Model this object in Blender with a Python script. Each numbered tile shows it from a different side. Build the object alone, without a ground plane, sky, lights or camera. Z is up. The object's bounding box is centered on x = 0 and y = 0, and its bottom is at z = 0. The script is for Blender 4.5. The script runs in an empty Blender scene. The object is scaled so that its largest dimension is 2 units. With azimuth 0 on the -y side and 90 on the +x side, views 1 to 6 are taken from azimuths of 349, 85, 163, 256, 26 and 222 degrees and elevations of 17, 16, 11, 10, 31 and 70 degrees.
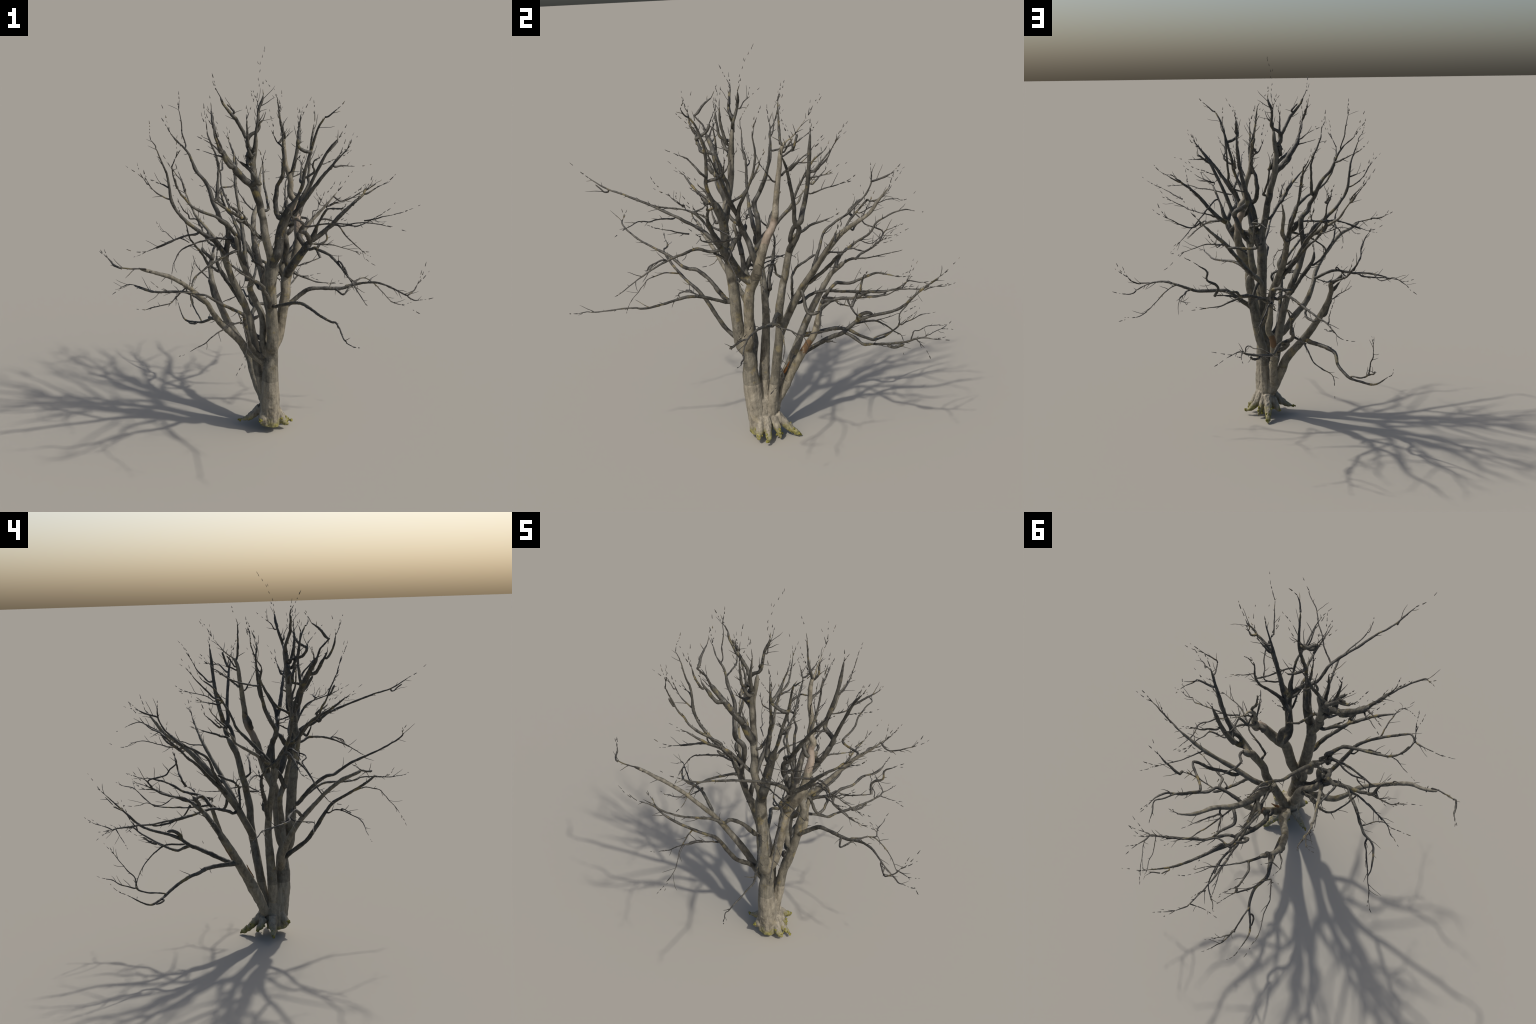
# A leafless, many-stemmed old beech: five stems rising from one flared, mossy
# foot, long crooked limbs, thin twigs with floating scan fragments.  Every limb is a spine of control
# points (x, y, z in metres, diameter in millimetres) swept into a rough tube.
import bpy, bmesh, math, random
import numpy as np
from mathutils import Vector, noise

RNG = random.Random(20)
SPINES = []


def SPINE(*pts):
    SPINES.append(np.array(pts, float))


# ---------------------------------------------------------------- spines ----
SPINE((0.054,-0.083,0.029,112.0), (0.048,-0.116,0.352,87.6), (0.054,-0.116,0.440,67.8), (0.051,-0.126,0.475,66.9), (0.047,-0.150,0.507,66.0), (0.046,-0.162,0.574,64.8), (0.031,-0.176,0.833,60.7), (0.029,-0.184,0.916,57.6), (0.030,-0.189,0.974,45.3), (-0.004,-0.203,1.116,40.7), (-0.007,-0.188,1.163,38.7), (-0.017,-0.185,1.221,37.3), (-0.026,-0.166,1.277,36.3), (-0.040,-0.153,1.337,34.8), (-0.051,-0.144,1.439,32.6), (-0.052,-0.142,1.464,32.2), (-0.038,-0.136,1.538,24.3), (-0.035,-0.132,1.588,22.1))
SPINE((0.058,-0.030,0.090,62.0), (0.063,-0.014,0.186,58.6), (0.076,-0.001,0.285,54.6), (0.082,0.013,0.381,52.1), (0.108,0.021,0.466,50.1), (0.140,0.037,0.616,47.0), (0.154,0.035,0.712,43.1), (0.169,0.048,0.796,41.5), (0.143,0.062,0.848,39.8), (0.155,0.072,0.892,39.0), (0.168,0.087,0.980,37.4), (0.164,0.098,1.017,36.6), (0.163,0.117,1.054,35.7), (0.168,0.128,1.080,34.9), (0.180,0.135,1.101,34.5))
SPINE((0.049,-0.138,0.491,68.7), (0.079,-0.119,0.527,61.4), (0.117,-0.111,0.728,55.7), (0.124,-0.108,0.774,54.9), (0.126,-0.098,0.824,54.3), (0.146,-0.078,0.879,53.2), (0.179,-0.063,0.928,50.5), (0.205,-0.037,1.026,46.2), (0.205,-0.024,1.069,44.3), (0.210,-0.004,1.118,41.7), (0.204,0.013,1.141,40.4), (0.193,0.027,1.172,38.4), (0.203,0.034,1.210,36.1), (0.178,0.041,1.246,33.8), (0.180,0.048,1.310,30.7), (0.156,0.065,1.401,26.9), (0.150,0.084,1.514,20.5), (0.155,0.102,1.539,11.6), (0.153,0.139,1.566,10.4), (0.159,0.213,1.658,7.2))
SPINE((0.030,-0.050,0.200,56.0), (0.004,-0.043,0.306,57.7), (-0.058,-0.012,0.653,41.2), (-0.141,-0.017,0.851,37.4), (-0.178,-0.025,0.970,35.0), (-0.188,-0.004,0.997,24.7), (-0.219,0.052,1.044,20.9), (-0.295,0.184,1.130,15.7), (-0.300,0.209,1.148,14.6), (-0.315,0.227,1.182,13.0), (-0.343,0.320,1.278,8.7))
SPINE((0.035,0.000,0.140,56.0), (-0.001,0.043,0.251,56.1), (-0.024,0.093,0.352,51.4), (-0.046,0.118,0.393,49.4), (-0.105,0.170,0.484,43.7), (-0.135,0.205,0.543,40.9), (-0.165,0.253,0.620,36.4), (-0.189,0.315,0.716,30.7), (-0.193,0.350,0.769,28.4), (-0.192,0.359,0.781,28.2), (-0.165,0.420,0.839,26.4))
SPINE((0.040,-0.010,0.120,52.0), (0.027,0.012,0.173,50.0), (0.043,0.065,0.271,46.8), (0.048,0.098,0.344,44.7), (0.080,0.180,0.500,38.2), (0.108,0.206,0.552,35.3), (0.112,0.219,0.591,33.3), (0.104,0.235,0.644,30.5), (0.108,0.261,0.744,25.0))
SPINE((0.033,-0.188,0.950,52.0), (0.058,-0.211,1.014,49.7), (0.064,-0.206,1.039,49.1), (0.069,-0.202,1.101,47.3), (0.089,-0.213,1.181,44.4), (0.110,-0.237,1.246,40.9), (0.126,-0.254,1.278,24.6), (0.160,-0.280,1.367,20.9), (0.168,-0.275,1.418,19.6), (0.199,-0.277,1.533,16.1), (0.225,-0.309,1.646,11.9), (0.246,-0.338,1.693,9.7))
SPINE((0.035,-0.100,0.380,48.0), (-0.020,-0.092,0.425,45.0), (-0.078,-0.076,0.477,42.3), (-0.113,-0.082,0.525,40.1), (-0.209,-0.095,0.628,34.6), (-0.264,-0.138,0.721,29.8), (-0.282,-0.166,0.760,28.5), (-0.344,-0.214,0.838,24.0), (-0.376,-0.230,0.871,22.5), (-0.475,-0.287,0.954,23.2), (-0.509,-0.301,0.971,21.4), (-0.553,-0.307,0.988,19.6), (-0.622,-0.333,1.019,16.6))
SPINE((0.141,-0.082,0.868,51.5), (0.134,-0.107,0.876,46.0), (0.133,-0.133,0.898,44.3), (0.208,-0.218,1.054,38.3), (0.216,-0.246,1.090,27.6), (0.228,-0.254,1.115,26.2), (0.238,-0.281,1.172,16.8), (0.257,-0.338,1.249,13.3), (0.258,-0.384,1.273,11.9), (0.287,-0.508,1.305,8.8), (0.287,-0.557,1.327,7.8))
SPINE((0.123,0.031,0.543,50.5), (0.092,0.041,0.567,45.1), (0.064,0.117,0.712,42.1), (0.063,0.143,0.754,40.9), (0.046,0.223,0.865,37.0), (0.038,0.291,0.957,32.9), (0.054,0.372,1.056,28.0), (0.095,0.439,1.115,24.5), (0.112,0.501,1.161,20.9), (0.119,0.544,1.222,17.6), (0.143,0.592,1.289,14.9))
SPINE((-0.008,-0.185,1.180,38.0), (-0.020,-0.178,1.220,40.0), (-0.024,-0.181,1.255,39.0), (-0.039,-0.196,1.296,42.6), (-0.067,-0.207,1.358,38.8), (-0.105,-0.207,1.388,36.6), (-0.137,-0.214,1.426,34.4), (-0.199,-0.236,1.506,27.5), (-0.218,-0.252,1.542,25.8))
SPINE((0.049,-0.116,0.364,44.5), (0.034,-0.102,0.400,39.7), (0.018,-0.115,0.459,39.1), (0.005,-0.115,0.516,38.2), (0.003,-0.105,0.653,36.3), (-0.055,-0.082,0.799,34.4), (-0.050,-0.101,0.846,33.6), (-0.071,-0.110,0.879,32.9), (-0.111,-0.117,0.974,23.1), (-0.139,-0.148,1.095,21.0))
SPINE((0.152,-0.072,0.890,38.0), (0.131,-0.063,0.949,35.7), (0.133,-0.080,1.009,33.7), (0.125,-0.085,1.039,32.3), (0.109,-0.094,1.066,30.8), (0.110,-0.107,1.095,29.5), (0.120,-0.126,1.147,26.9), (0.158,-0.139,1.185,24.7), (0.167,-0.140,1.204,23.9), (0.186,-0.132,1.254,20.3), (0.237,-0.098,1.335,17.0), (0.235,-0.091,1.351,16.4), (0.247,-0.066,1.416,14.0), (0.250,-0.059,1.446,13.2), (0.256,-0.050,1.517,11.1), (0.265,-0.060,1.602,8.0), (0.273,-0.054,1.634,6.9))
SPINE((0.030,-0.115,0.410,34.0), (-0.033,-0.119,0.465,29.7), (-0.060,-0.168,0.509,28.1), (-0.086,-0.227,0.565,26.2), (-0.123,-0.311,0.706,22.5), (-0.133,-0.347,0.755,21.2), (-0.142,-0.362,0.770,20.7), (-0.181,-0.409,0.807,18.8), (-0.285,-0.489,0.889,15.0), (-0.333,-0.514,0.930,13.3), (-0.344,-0.512,0.934,12.8), (-0.376,-0.496,0.935,11.7), (-0.393,-0.492,0.941,11.2), (-0.488,-0.506,0.954,9.4))
SPINE((0.168,0.100,1.020,34.0), (0.192,0.095,1.038,29.9), (0.230,0.127,1.095,27.9), (0.253,0.137,1.147,26.3), (0.266,0.118,1.180,25.0), (0.296,0.113,1.264,22.7), (0.363,0.083,1.423,17.2), (0.385,0.073,1.465,16.1), (0.428,0.049,1.527,14.0))
SPINE((0.175,0.118,1.070,34.0), (0.217,0.097,1.082,24.6), (0.252,0.112,1.152,22.1), (0.266,0.143,1.180,29.7), (0.263,0.147,1.191,29.3), (0.204,0.167,1.231,27.0), (0.201,0.172,1.246,26.5), (0.217,0.184,1.314,24.7), (0.236,0.192,1.385,23.2), (0.257,0.200,1.518,18.9), (0.262,0.205,1.594,17.1))
SPINE((0.070,0.103,0.687,38.1), (0.099,0.107,0.705,33.7), (0.132,0.147,0.809,29.9), (0.198,0.171,0.872,27.8), (0.336,0.240,1.038,21.0), (0.427,0.263,1.121,16.8), (0.498,0.277,1.196,13.3))
SPINE((-0.168,-0.022,0.950,32.0), (-0.156,-0.022,1.114,30.6), (-0.193,-0.029,1.149,29.4), (-0.205,-0.031,1.177,27.9), (-0.206,-0.029,1.187,27.3), (-0.223,-0.002,1.228,25.5), (-0.241,0.036,1.302,23.1), (-0.266,0.051,1.343,21.1), (-0.296,0.066,1.378,19.7), (-0.318,0.077,1.432,17.3), (-0.333,0.080,1.469,15.8), (-0.373,0.081,1.517,10.0), (-0.409,0.110,1.554,8.2), (-0.420,0.119,1.570,7.7))
SPINE((-0.072,-0.112,0.850,30.0), (-0.073,-0.060,0.950,26.0), (-0.071,0.061,1.095,20.9), (-0.074,0.148,1.191,16.3), (-0.080,0.166,1.236,14.5), (-0.075,0.261,1.402,11.5), (-0.071,0.281,1.421,10.7), (-0.078,0.320,1.449,9.5))
SPINE((0.145,0.037,0.640,33.5), (0.168,0.025,0.657,29.6), (0.247,0.028,0.716,26.2), (0.281,0.012,0.741,24.4), (0.440,-0.025,0.747,19.6), (0.463,-0.030,0.753,18.9), (0.529,-0.054,0.777,16.5), (0.602,-0.103,0.795,13.9), (0.652,-0.142,0.787,12.1), (0.672,-0.157,0.780,11.5), (0.713,-0.177,0.760,10.0), (0.749,-0.187,0.738,8.9))
SPINE((0.065,0.144,0.430,33.4), (0.026,0.166,0.433,29.8), (0.032,0.308,0.507,26.9), (0.056,0.357,0.531,25.4), (0.042,0.390,0.547,24.2), (0.041,0.426,0.574,23.1), (0.047,0.443,0.589,22.7), (0.065,0.493,0.612,21.2), (0.119,0.642,0.662,16.9), (0.146,0.732,0.747,14.1), (0.211,0.847,0.860,10.2))
SPINE((-0.101,0.166,0.476,32.0), (-0.114,0.180,0.474,28.5), (-0.118,0.215,0.475,27.8), (-0.166,0.357,0.477,23.8), (-0.191,0.402,0.464,22.3), (-0.190,0.435,0.455,21.3), (-0.179,0.496,0.421,19.5), (-0.201,0.560,0.385,17.2), (-0.214,0.580,0.373,16.7), (-0.255,0.619,0.363,14.7), (-0.302,0.675,0.361,12.2), (-0.332,0.795,0.438,9.9))
SPINE((-0.087,-0.118,0.944,28.0), (-0.115,-0.125,1.010,25.0), (-0.120,-0.112,1.081,21.5), (-0.137,-0.130,1.101,20.7), (-0.149,-0.154,1.119,19.9), (-0.178,-0.173,1.158,18.5), (-0.236,-0.185,1.205,16.7), (-0.351,-0.215,1.267,13.3), (-0.389,-0.218,1.311,11.6), (-0.418,-0.233,1.351,10.2), (-0.441,-0.248,1.413,8.5), (-0.454,-0.276,1.476,7.0))
SPINE((0.050,0.185,0.815,28.0), (-0.005,0.280,0.915,22.0), (-0.047,0.365,1.012,16.3), (-0.058,0.406,1.044,14.8), (-0.088,0.439,1.082,13.5), (-0.106,0.531,1.173,10.7), (-0.105,0.536,1.178,10.6), (-0.091,0.538,1.182,10.1), (-0.048,0.536,1.183,9.4), (-0.028,0.548,1.188,9.0), (-0.007,0.583,1.204,7.9), (-0.004,0.620,1.237,6.6))
SPINE((-0.078,-0.012,0.690,28.0), (-0.105,0.008,0.735,26.0), (-0.140,0.020,0.790,24.0), (-0.178,0.042,0.850,23.0), (-0.200,0.055,0.905,20.0), (-0.201,0.058,0.940,17.0))
SPINE((-0.185,-0.013,0.989,30.0), (-0.208,-0.030,1.020,26.8), (-0.237,-0.039,1.053,25.2), (-0.356,-0.049,1.145,19.5), (-0.403,-0.051,1.199,16.7), (-0.432,-0.048,1.251,16.8), (-0.452,-0.047,1.382,12.6), (-0.465,-0.058,1.422,10.9), (-0.505,-0.057,1.524,6.1))
SPINE((0.222,-0.235,1.080,26.0), (0.260,-0.237,1.105,26.3), (0.318,-0.267,1.171,22.3), (0.381,-0.289,1.247,17.4), (0.454,-0.284,1.306,13.2), (0.462,-0.280,1.312,12.7), (0.473,-0.261,1.323,10.8), (0.495,-0.265,1.335,9.0))
SPINE((0.038,-0.172,0.742,29.3), (0.019,-0.199,0.738,26.2), (0.015,-0.230,0.767,25.1), (-0.006,-0.269,0.821,23.3), (-0.026,-0.298,0.855,22.0), (-0.048,-0.345,0.890,20.3), (-0.053,-0.358,0.895,20.0), (-0.056,-0.390,0.900,19.0), (-0.053,-0.416,0.914,17.9), (-0.091,-0.482,0.966,15.7), (-0.140,-0.586,1.019,12.6), (-0.180,-0.655,1.060,10.3), (-0.238,-0.710,1.116,7.9), (-0.261,-0.701,1.138,6.7))
SPINE((0.212,-0.240,1.080,26.0), (0.175,-0.295,1.135,21.0), (0.136,-0.340,1.160,17.4), (0.130,-0.425,1.212,15.9), (0.065,-0.582,1.283,12.5), (0.038,-0.656,1.312,11.0), (0.015,-0.698,1.327,10.2), (-0.001,-0.741,1.341,9.3), (-0.010,-0.771,1.356,8.5), (-0.032,-0.837,1.401,7.2))
SPINE((0.136,-0.132,1.165,22.0), (0.126,-0.132,1.183,19.7), (0.137,-0.138,1.195,19.1), (0.161,-0.146,1.207,18.2), (0.193,-0.164,1.258,24.4), (0.272,-0.207,1.383,17.2), (0.382,-0.264,1.533,8.3))
SPINE((-0.072,-0.129,1.572,25.1), (-0.085,-0.126,1.581,22.4), (-0.098,-0.123,1.607,20.8), (-0.134,-0.135,1.667,17.4), (-0.150,-0.135,1.683,16.7), (-0.191,-0.126,1.738,13.2), (-0.204,-0.119,1.771,12.1))
SPINE((-0.044,-0.138,1.507,24.6), (-0.071,-0.134,1.526,21.9), (-0.074,-0.130,1.566,20.6), (-0.064,-0.128,1.582,19.9), (-0.024,-0.128,1.612,18.0), (-0.017,-0.101,1.702,14.7), (0.003,-0.098,1.743,13.0), (0.007,-0.098,1.772,12.0))
SPINE((-0.160,-0.221,1.455,24.3), (-0.182,-0.255,1.464,21.7), (-0.201,-0.268,1.490,20.2), (-0.240,-0.301,1.573,16.1))
SPINE((-0.002,-0.201,1.102,23.8), (-0.024,-0.194,1.097,21.2), (-0.091,-0.229,1.172,18.7), (-0.108,-0.231,1.185,18.3), (-0.130,-0.254,1.214,17.3), (-0.204,-0.330,1.276,15.4), (-0.281,-0.379,1.337,13.2))
SPINE((-0.045,-0.148,1.384,23.4), (-0.060,-0.143,1.414,20.1), (-0.095,-0.138,1.446,17.6), (-0.123,-0.160,1.468,15.2))
SPINE((0.109,0.256,0.728,23.3), (0.128,0.253,0.732,20.8), (0.150,0.257,0.743,20.5), (0.228,0.276,0.770,19.0), (0.244,0.286,0.777,18.6), (0.256,0.327,0.788,17.4), (0.305,0.385,0.801,15.5), (0.338,0.439,0.835,13.9), (0.391,0.483,0.849,12.3), (0.410,0.536,0.863,10.6), (0.411,0.564,0.868,9.9))
SPINE((-0.274,-0.149,0.740,22.7), (-0.277,-0.133,0.744,20.3), (-0.336,-0.094,0.781,17.9), (-0.374,-0.067,0.794,16.5), (-0.463,-0.010,0.782,13.6), (-0.510,-0.004,0.782,12.3), (-0.539,0.011,0.780,11.3), (-0.561,0.038,0.779,10.5), (-0.596,0.094,0.777,9.2), (-0.607,0.116,0.775,8.6), (-0.611,0.140,0.769,7.6), (-0.620,0.152,0.771,7.2))
SPINE((0.038,-0.172,0.742,20.8), (0.044,-0.214,0.741,18.5), (0.059,-0.233,0.751,18.1), (0.088,-0.295,0.782,19.2), (0.135,-0.391,0.816,17.2), (0.195,-0.548,0.802,13.2), (0.224,-0.624,0.803,11.0), (0.229,-0.638,0.808,10.7), (0.230,-0.650,0.812,10.5), (0.229,-0.706,0.813,9.3), (0.219,-0.831,0.802,7.0), (0.219,-0.867,0.806,6.6))
SPINE((0.064,0.120,0.717,21.1), (0.041,0.157,0.711,18.8), (0.035,0.180,0.724,18.3), (0.013,0.224,0.741,17.2), (0.013,0.280,0.751,16.1), (-0.013,0.399,0.731,14.4), (-0.039,0.598,0.709,10.3), (-0.044,0.686,0.709,8.7), (-0.038,0.804,0.701,7.2))
SPINE((0.046,0.223,0.865,21.0), (0.009,0.237,0.892,18.8), (-0.036,0.272,0.965,17.2), (-0.066,0.307,1.041,15.5), (-0.081,0.430,1.122,12.8), (-0.102,0.527,1.207,10.4), (-0.099,0.556,1.263,9.0), (-0.111,0.562,1.292,8.3), (-0.122,0.561,1.328,7.8))
SPINE((0.052,0.368,0.535,20.7), (0.101,0.398,0.534,18.5), (0.153,0.452,0.501,17.2), (0.176,0.485,0.508,16.2), (0.282,0.577,0.544,13.5), (0.343,0.632,0.574,11.6), (0.378,0.664,0.597,10.7), (0.379,0.693,0.600,9.9), (0.395,0.741,0.595,9.0))
SPINE((-0.226,0.004,1.239,20.2), (-0.208,0.006,1.248,18.1), (-0.205,0.011,1.261,17.7), (-0.191,0.045,1.364,14.6), (-0.189,0.054,1.420,13.0), (-0.237,0.073,1.558,7.9), (-0.241,0.068,1.583,7.0))
SPINE((0.210,-0.222,1.061,19.7), (0.197,-0.279,1.048,17.6), (0.213,-0.332,1.071,16.5), (0.215,-0.355,1.072,15.9), (0.253,-0.412,1.063,14.1), (0.269,-0.459,1.053,13.2), (0.300,-0.564,1.010,9.5), (0.346,-0.718,0.919,5.3))
SPINE((-0.093,0.456,1.099,19.1), (-0.125,0.445,1.121,17.0), (-0.126,0.475,1.151,15.8), (-0.107,0.503,1.183,14.4))
SPINE((-0.175,0.395,0.816,18.7), (-0.179,0.388,0.810,16.7), (-0.159,0.448,0.855,14.8), (-0.110,0.526,0.870,8.5), (-0.020,0.640,0.916,6.0))
SPINE((-0.007,0.368,0.735,16.0), (-0.020,0.450,0.720,14.7), (-0.007,0.487,0.709,13.8), (-0.002,0.518,0.696,13.3), (-0.017,0.590,0.694,11.6), (-0.027,0.611,0.702,11.2))
SPINE((-0.071,-0.134,1.526,17.8), (-0.084,-0.190,1.547,15.9), (-0.090,-0.200,1.605,13.2), (-0.094,-0.206,1.672,11.2))
SPINE((0.231,0.278,0.771,17.2), (0.243,0.267,0.765,15.0), (0.258,0.232,0.755,13.5), (0.270,0.224,0.751,12.9), (0.372,0.204,0.710,8.9), (0.440,0.189,0.702,6.0))
SPINE((-0.125,-0.130,1.020,15.0), (-0.222,-0.164,0.988,12.6), (-0.268,-0.175,0.965,11.7), (-0.348,-0.191,0.910,9.7), (-0.362,-0.203,0.886,8.7), (-0.374,-0.248,0.830,6.8))
SPINE((0.152,0.089,1.522,16.8), (0.153,0.079,1.539,14.9), (0.133,0.078,1.597,12.8), (0.116,0.079,1.726,10.0))
SPINE((0.377,0.076,1.451,15.8), (0.378,0.082,1.447,14.1), (0.384,0.089,1.450,13.6), (0.442,0.120,1.492,9.0))
SPINE((0.112,0.262,0.748,14.0), (0.134,0.381,0.741,8.8), (0.150,0.470,0.746,8.1), (0.163,0.510,0.748,7.7), (0.170,0.551,0.754,7.3), (0.176,0.567,0.759,7.1), (0.193,0.587,0.774,6.9), (0.244,0.654,0.843,6.0))
SPINE((0.410,-0.020,0.745,14.0), (0.436,-0.089,0.735,9.9), (0.474,-0.050,0.754,9.2), (0.535,-0.017,0.785,8.5), (0.555,-0.009,0.790,8.2), (0.583,-0.000,0.785,7.6), (0.618,0.001,0.763,7.0), (0.664,0.001,0.716,6.1), (0.688,-0.007,0.690,5.6), (0.717,-0.027,0.656,5.0))
SPINE((0.151,0.069,0.874,15.3), (0.147,0.030,0.900,13.6), (0.147,0.028,0.916,13.1), (0.206,0.018,0.967,10.6), (0.263,0.008,0.985,8.4), (0.282,-0.007,0.992,8.2), (0.347,-0.042,0.995,7.6), (0.377,-0.052,0.995,7.3), (0.499,-0.067,0.957,6.3))
SPINE((0.041,0.425,0.573,14.9), (0.027,0.437,0.569,13.3), (0.023,0.534,0.573,10.8), (0.016,0.582,0.549,9.5), (0.001,0.646,0.495,7.5), (-0.070,0.696,0.446,5.6), (-0.077,0.703,0.433,5.6), (-0.080,0.710,0.409,5.3))
SPINE((-0.143,0.476,0.860,14.9), (-0.176,0.511,0.875,13.3), (-0.183,0.536,0.883,12.5), (-0.192,0.576,0.901,11.0), (-0.199,0.612,0.927,9.2), (-0.187,0.640,0.942,7.5))
SPINE((-0.078,0.181,1.264,11.9), (-0.074,0.217,1.329,10.0), (-0.063,0.266,1.357,12.8), (-0.061,0.285,1.380,11.3), (-0.075,0.345,1.441,7.8), (-0.084,0.374,1.479,6.5))
SPINE((-0.296,-0.045,1.100,14.5), (-0.318,-0.044,1.087,13.0), (-0.372,-0.052,1.083,11.6), (-0.568,-0.052,1.013,6.6))
SPINE((-0.428,-0.239,1.375,13.7), (-0.428,-0.244,1.371,12.2), (-0.434,-0.254,1.388,11.6), (-0.441,-0.267,1.422,10.4))
SPINE((-0.330,0.281,1.236,13.6), (-0.329,0.289,1.232,12.2), (-0.330,0.295,1.236,12.0), (-0.348,0.365,1.301,7.9))
SPINE((0.461,-0.281,1.312,13.4), (0.473,-0.289,1.314,11.9), (0.525,-0.288,1.345,9.2))
SPINE((-0.214,0.580,0.373,12.7), (-0.217,0.586,0.384,11.4), (-0.235,0.684,0.406,9.4), (-0.250,0.730,0.438,9.2), (-0.258,0.731,0.474,8.0), (-0.260,0.736,0.495,7.5), (-0.257,0.772,0.538,6.6), (-0.233,0.831,0.621,4.9))
SPINE((-0.153,-0.110,1.068,12.1), (-0.190,-0.120,1.079,10.8), (-0.223,-0.112,1.080,10.5), (-0.244,-0.112,1.078,10.3), (-0.288,-0.118,1.073,9.6), (-0.328,-0.136,1.070,9.1), (-0.354,-0.142,1.063,8.6), (-0.365,-0.137,1.056,8.4), (-0.380,-0.113,1.042,7.9), (-0.398,-0.112,1.034,7.5), (-0.416,-0.120,1.017,7.1), (-0.446,-0.142,0.967,6.4))
SPINE((-0.218,-0.252,1.542,12.0), (-0.238,-0.268,1.591,10.7), (-0.260,-0.309,1.641,8.5))
SPINE((-0.489,-0.007,0.782,11.3), (-0.497,0.019,0.771,10.1), (-0.516,0.037,0.767,9.6), (-0.637,0.169,0.773,5.6), (-0.666,0.198,0.758,6.4), (-0.684,0.223,0.742,5.9))
SPINE((0.471,0.272,1.169,10.7), (0.518,0.261,1.142,9.6), (0.639,0.257,1.197,8.0))
SPINE((0.294,-0.014,0.993,10.7), (0.331,-0.035,0.995,8.2))
SPINE((-0.124,-0.314,0.711,10.5), (-0.143,-0.325,0.710,9.4), (-0.166,-0.363,0.731,8.6), (-0.259,-0.417,0.715,6.9), (-0.311,-0.447,0.696,6.1), (-0.343,-0.453,0.671,5.6), (-0.377,-0.449,0.654,5.2))
SPINE((-0.594,-0.322,1.007,10.1), (-0.593,-0.330,1.014,9.0), (-0.667,-0.347,1.027,7.8), (-0.702,-0.347,1.030,7.1))
SPINE((-0.214,-0.437,0.833,9.9), (-0.199,-0.507,0.846,8.3), (-0.195,-0.529,0.844,8.1), (-0.188,-0.604,0.819,6.0), (-0.180,-0.636,0.786,5.5))
SPINE((0.677,-0.159,0.777,9.6), (0.678,-0.174,0.778,8.6), (0.715,-0.232,0.765,7.5))
SPINE((-0.436,-0.048,1.269,9.1), (-0.460,-0.044,1.274,8.2), (-0.530,-0.039,1.327,6.4), (-0.553,-0.038,1.368,5.7))
SPINE((-0.349,0.079,1.490,9.1), (-0.345,0.095,1.514,8.1), (-0.357,0.102,1.553,7.3), (-0.360,0.111,1.572,6.9))
SPINE((0.250,0.302,0.784,8.6), (0.296,0.304,0.777,7.7), (0.409,0.328,0.803,6.0))
SPINE((-0.410,-0.052,1.070,8.0), (-0.426,-0.058,1.065,7.1), (-0.518,-0.049,1.025,5.7))
SPINE((0.335,0.311,0.787,7.7), (0.347,0.310,0.791,6.8), (0.426,0.344,0.801,5.4))
SPINE((0.189,0.168,0.863,20.7), (0.190,0.183,0.857,20.7), (0.199,0.201,0.874,20.1), (0.244,0.233,0.917,18.8), (0.279,0.272,0.964,17.2), (0.331,0.302,1.020,15.7), (0.342,0.316,1.034,15.2), (0.338,0.324,1.038,15.0), (0.327,0.334,1.040,14.8), (0.240,0.380,1.037,14.2), (0.218,0.400,1.042,13.9), (0.217,0.408,1.047,13.6), (0.252,0.474,1.101,11.5), (0.257,0.504,1.149,10.2), (0.278,0.575,1.193,8.1), (0.290,0.594,1.204,7.6), (0.292,0.603,1.206,7.3), (0.287,0.618,1.207,7.0), (0.263,0.647,1.203,6.5), (0.251,0.679,1.192,5.9))
SPINE((0.108,0.261,0.744,21.2), (0.103,0.271,0.752,21.2), (0.109,0.291,0.782,20.0), (0.108,0.308,0.800,19.2), (0.097,0.321,0.806,18.8), (0.076,0.336,0.809,18.4), (0.051,0.364,0.799,17.7), (0.050,0.380,0.795,17.3), (0.056,0.399,0.795,16.6), (0.070,0.454,0.814,14.6), (0.071,0.500,0.833,13.0), (0.084,0.531,0.846,11.9), (0.134,0.565,0.855,10.3), (0.178,0.609,0.852,8.5))
SPINE((-0.184,0.045,0.865,14.4), (-0.195,0.047,0.860,14.4), (-0.212,0.055,0.869,14.0), (-0.236,0.060,0.889,13.3), (-0.274,0.071,0.945,11.8), (-0.299,0.069,0.981,10.9), (-0.321,0.052,1.012,10.2), (-0.351,-0.016,1.069,9.1), (-0.356,-0.034,1.090,8.8), (-0.361,-0.039,1.111,8.3), (-0.367,-0.029,1.139,7.7))
SPINE((0.064,0.118,0.714,15.3), (0.056,0.112,0.721,15.3), (0.050,0.115,0.729,15.2), (0.043,0.116,0.754,15.0), (0.045,0.115,0.781,14.8), (0.061,0.115,0.829,14.4), (0.054,0.116,0.842,14.3), (0.043,0.118,0.849,14.2), (0.016,0.133,0.864,14.1), (0.007,0.144,0.879,13.9), (0.004,0.169,0.897,13.7), (-0.010,0.210,0.917,13.3), (-0.015,0.246,0.936,13.0))
SPINE((-0.291,0.479,0.891,7.0), (-0.325,0.522,0.902,6.5), (-0.342,0.545,0.900,6.3), (-0.350,0.555,0.895,6.2), (-0.361,0.597,0.875,5.8), (-0.369,0.620,0.878,5.5), (-0.404,0.680,0.903,4.9), (-0.417,0.713,0.897,4.6))
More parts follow.
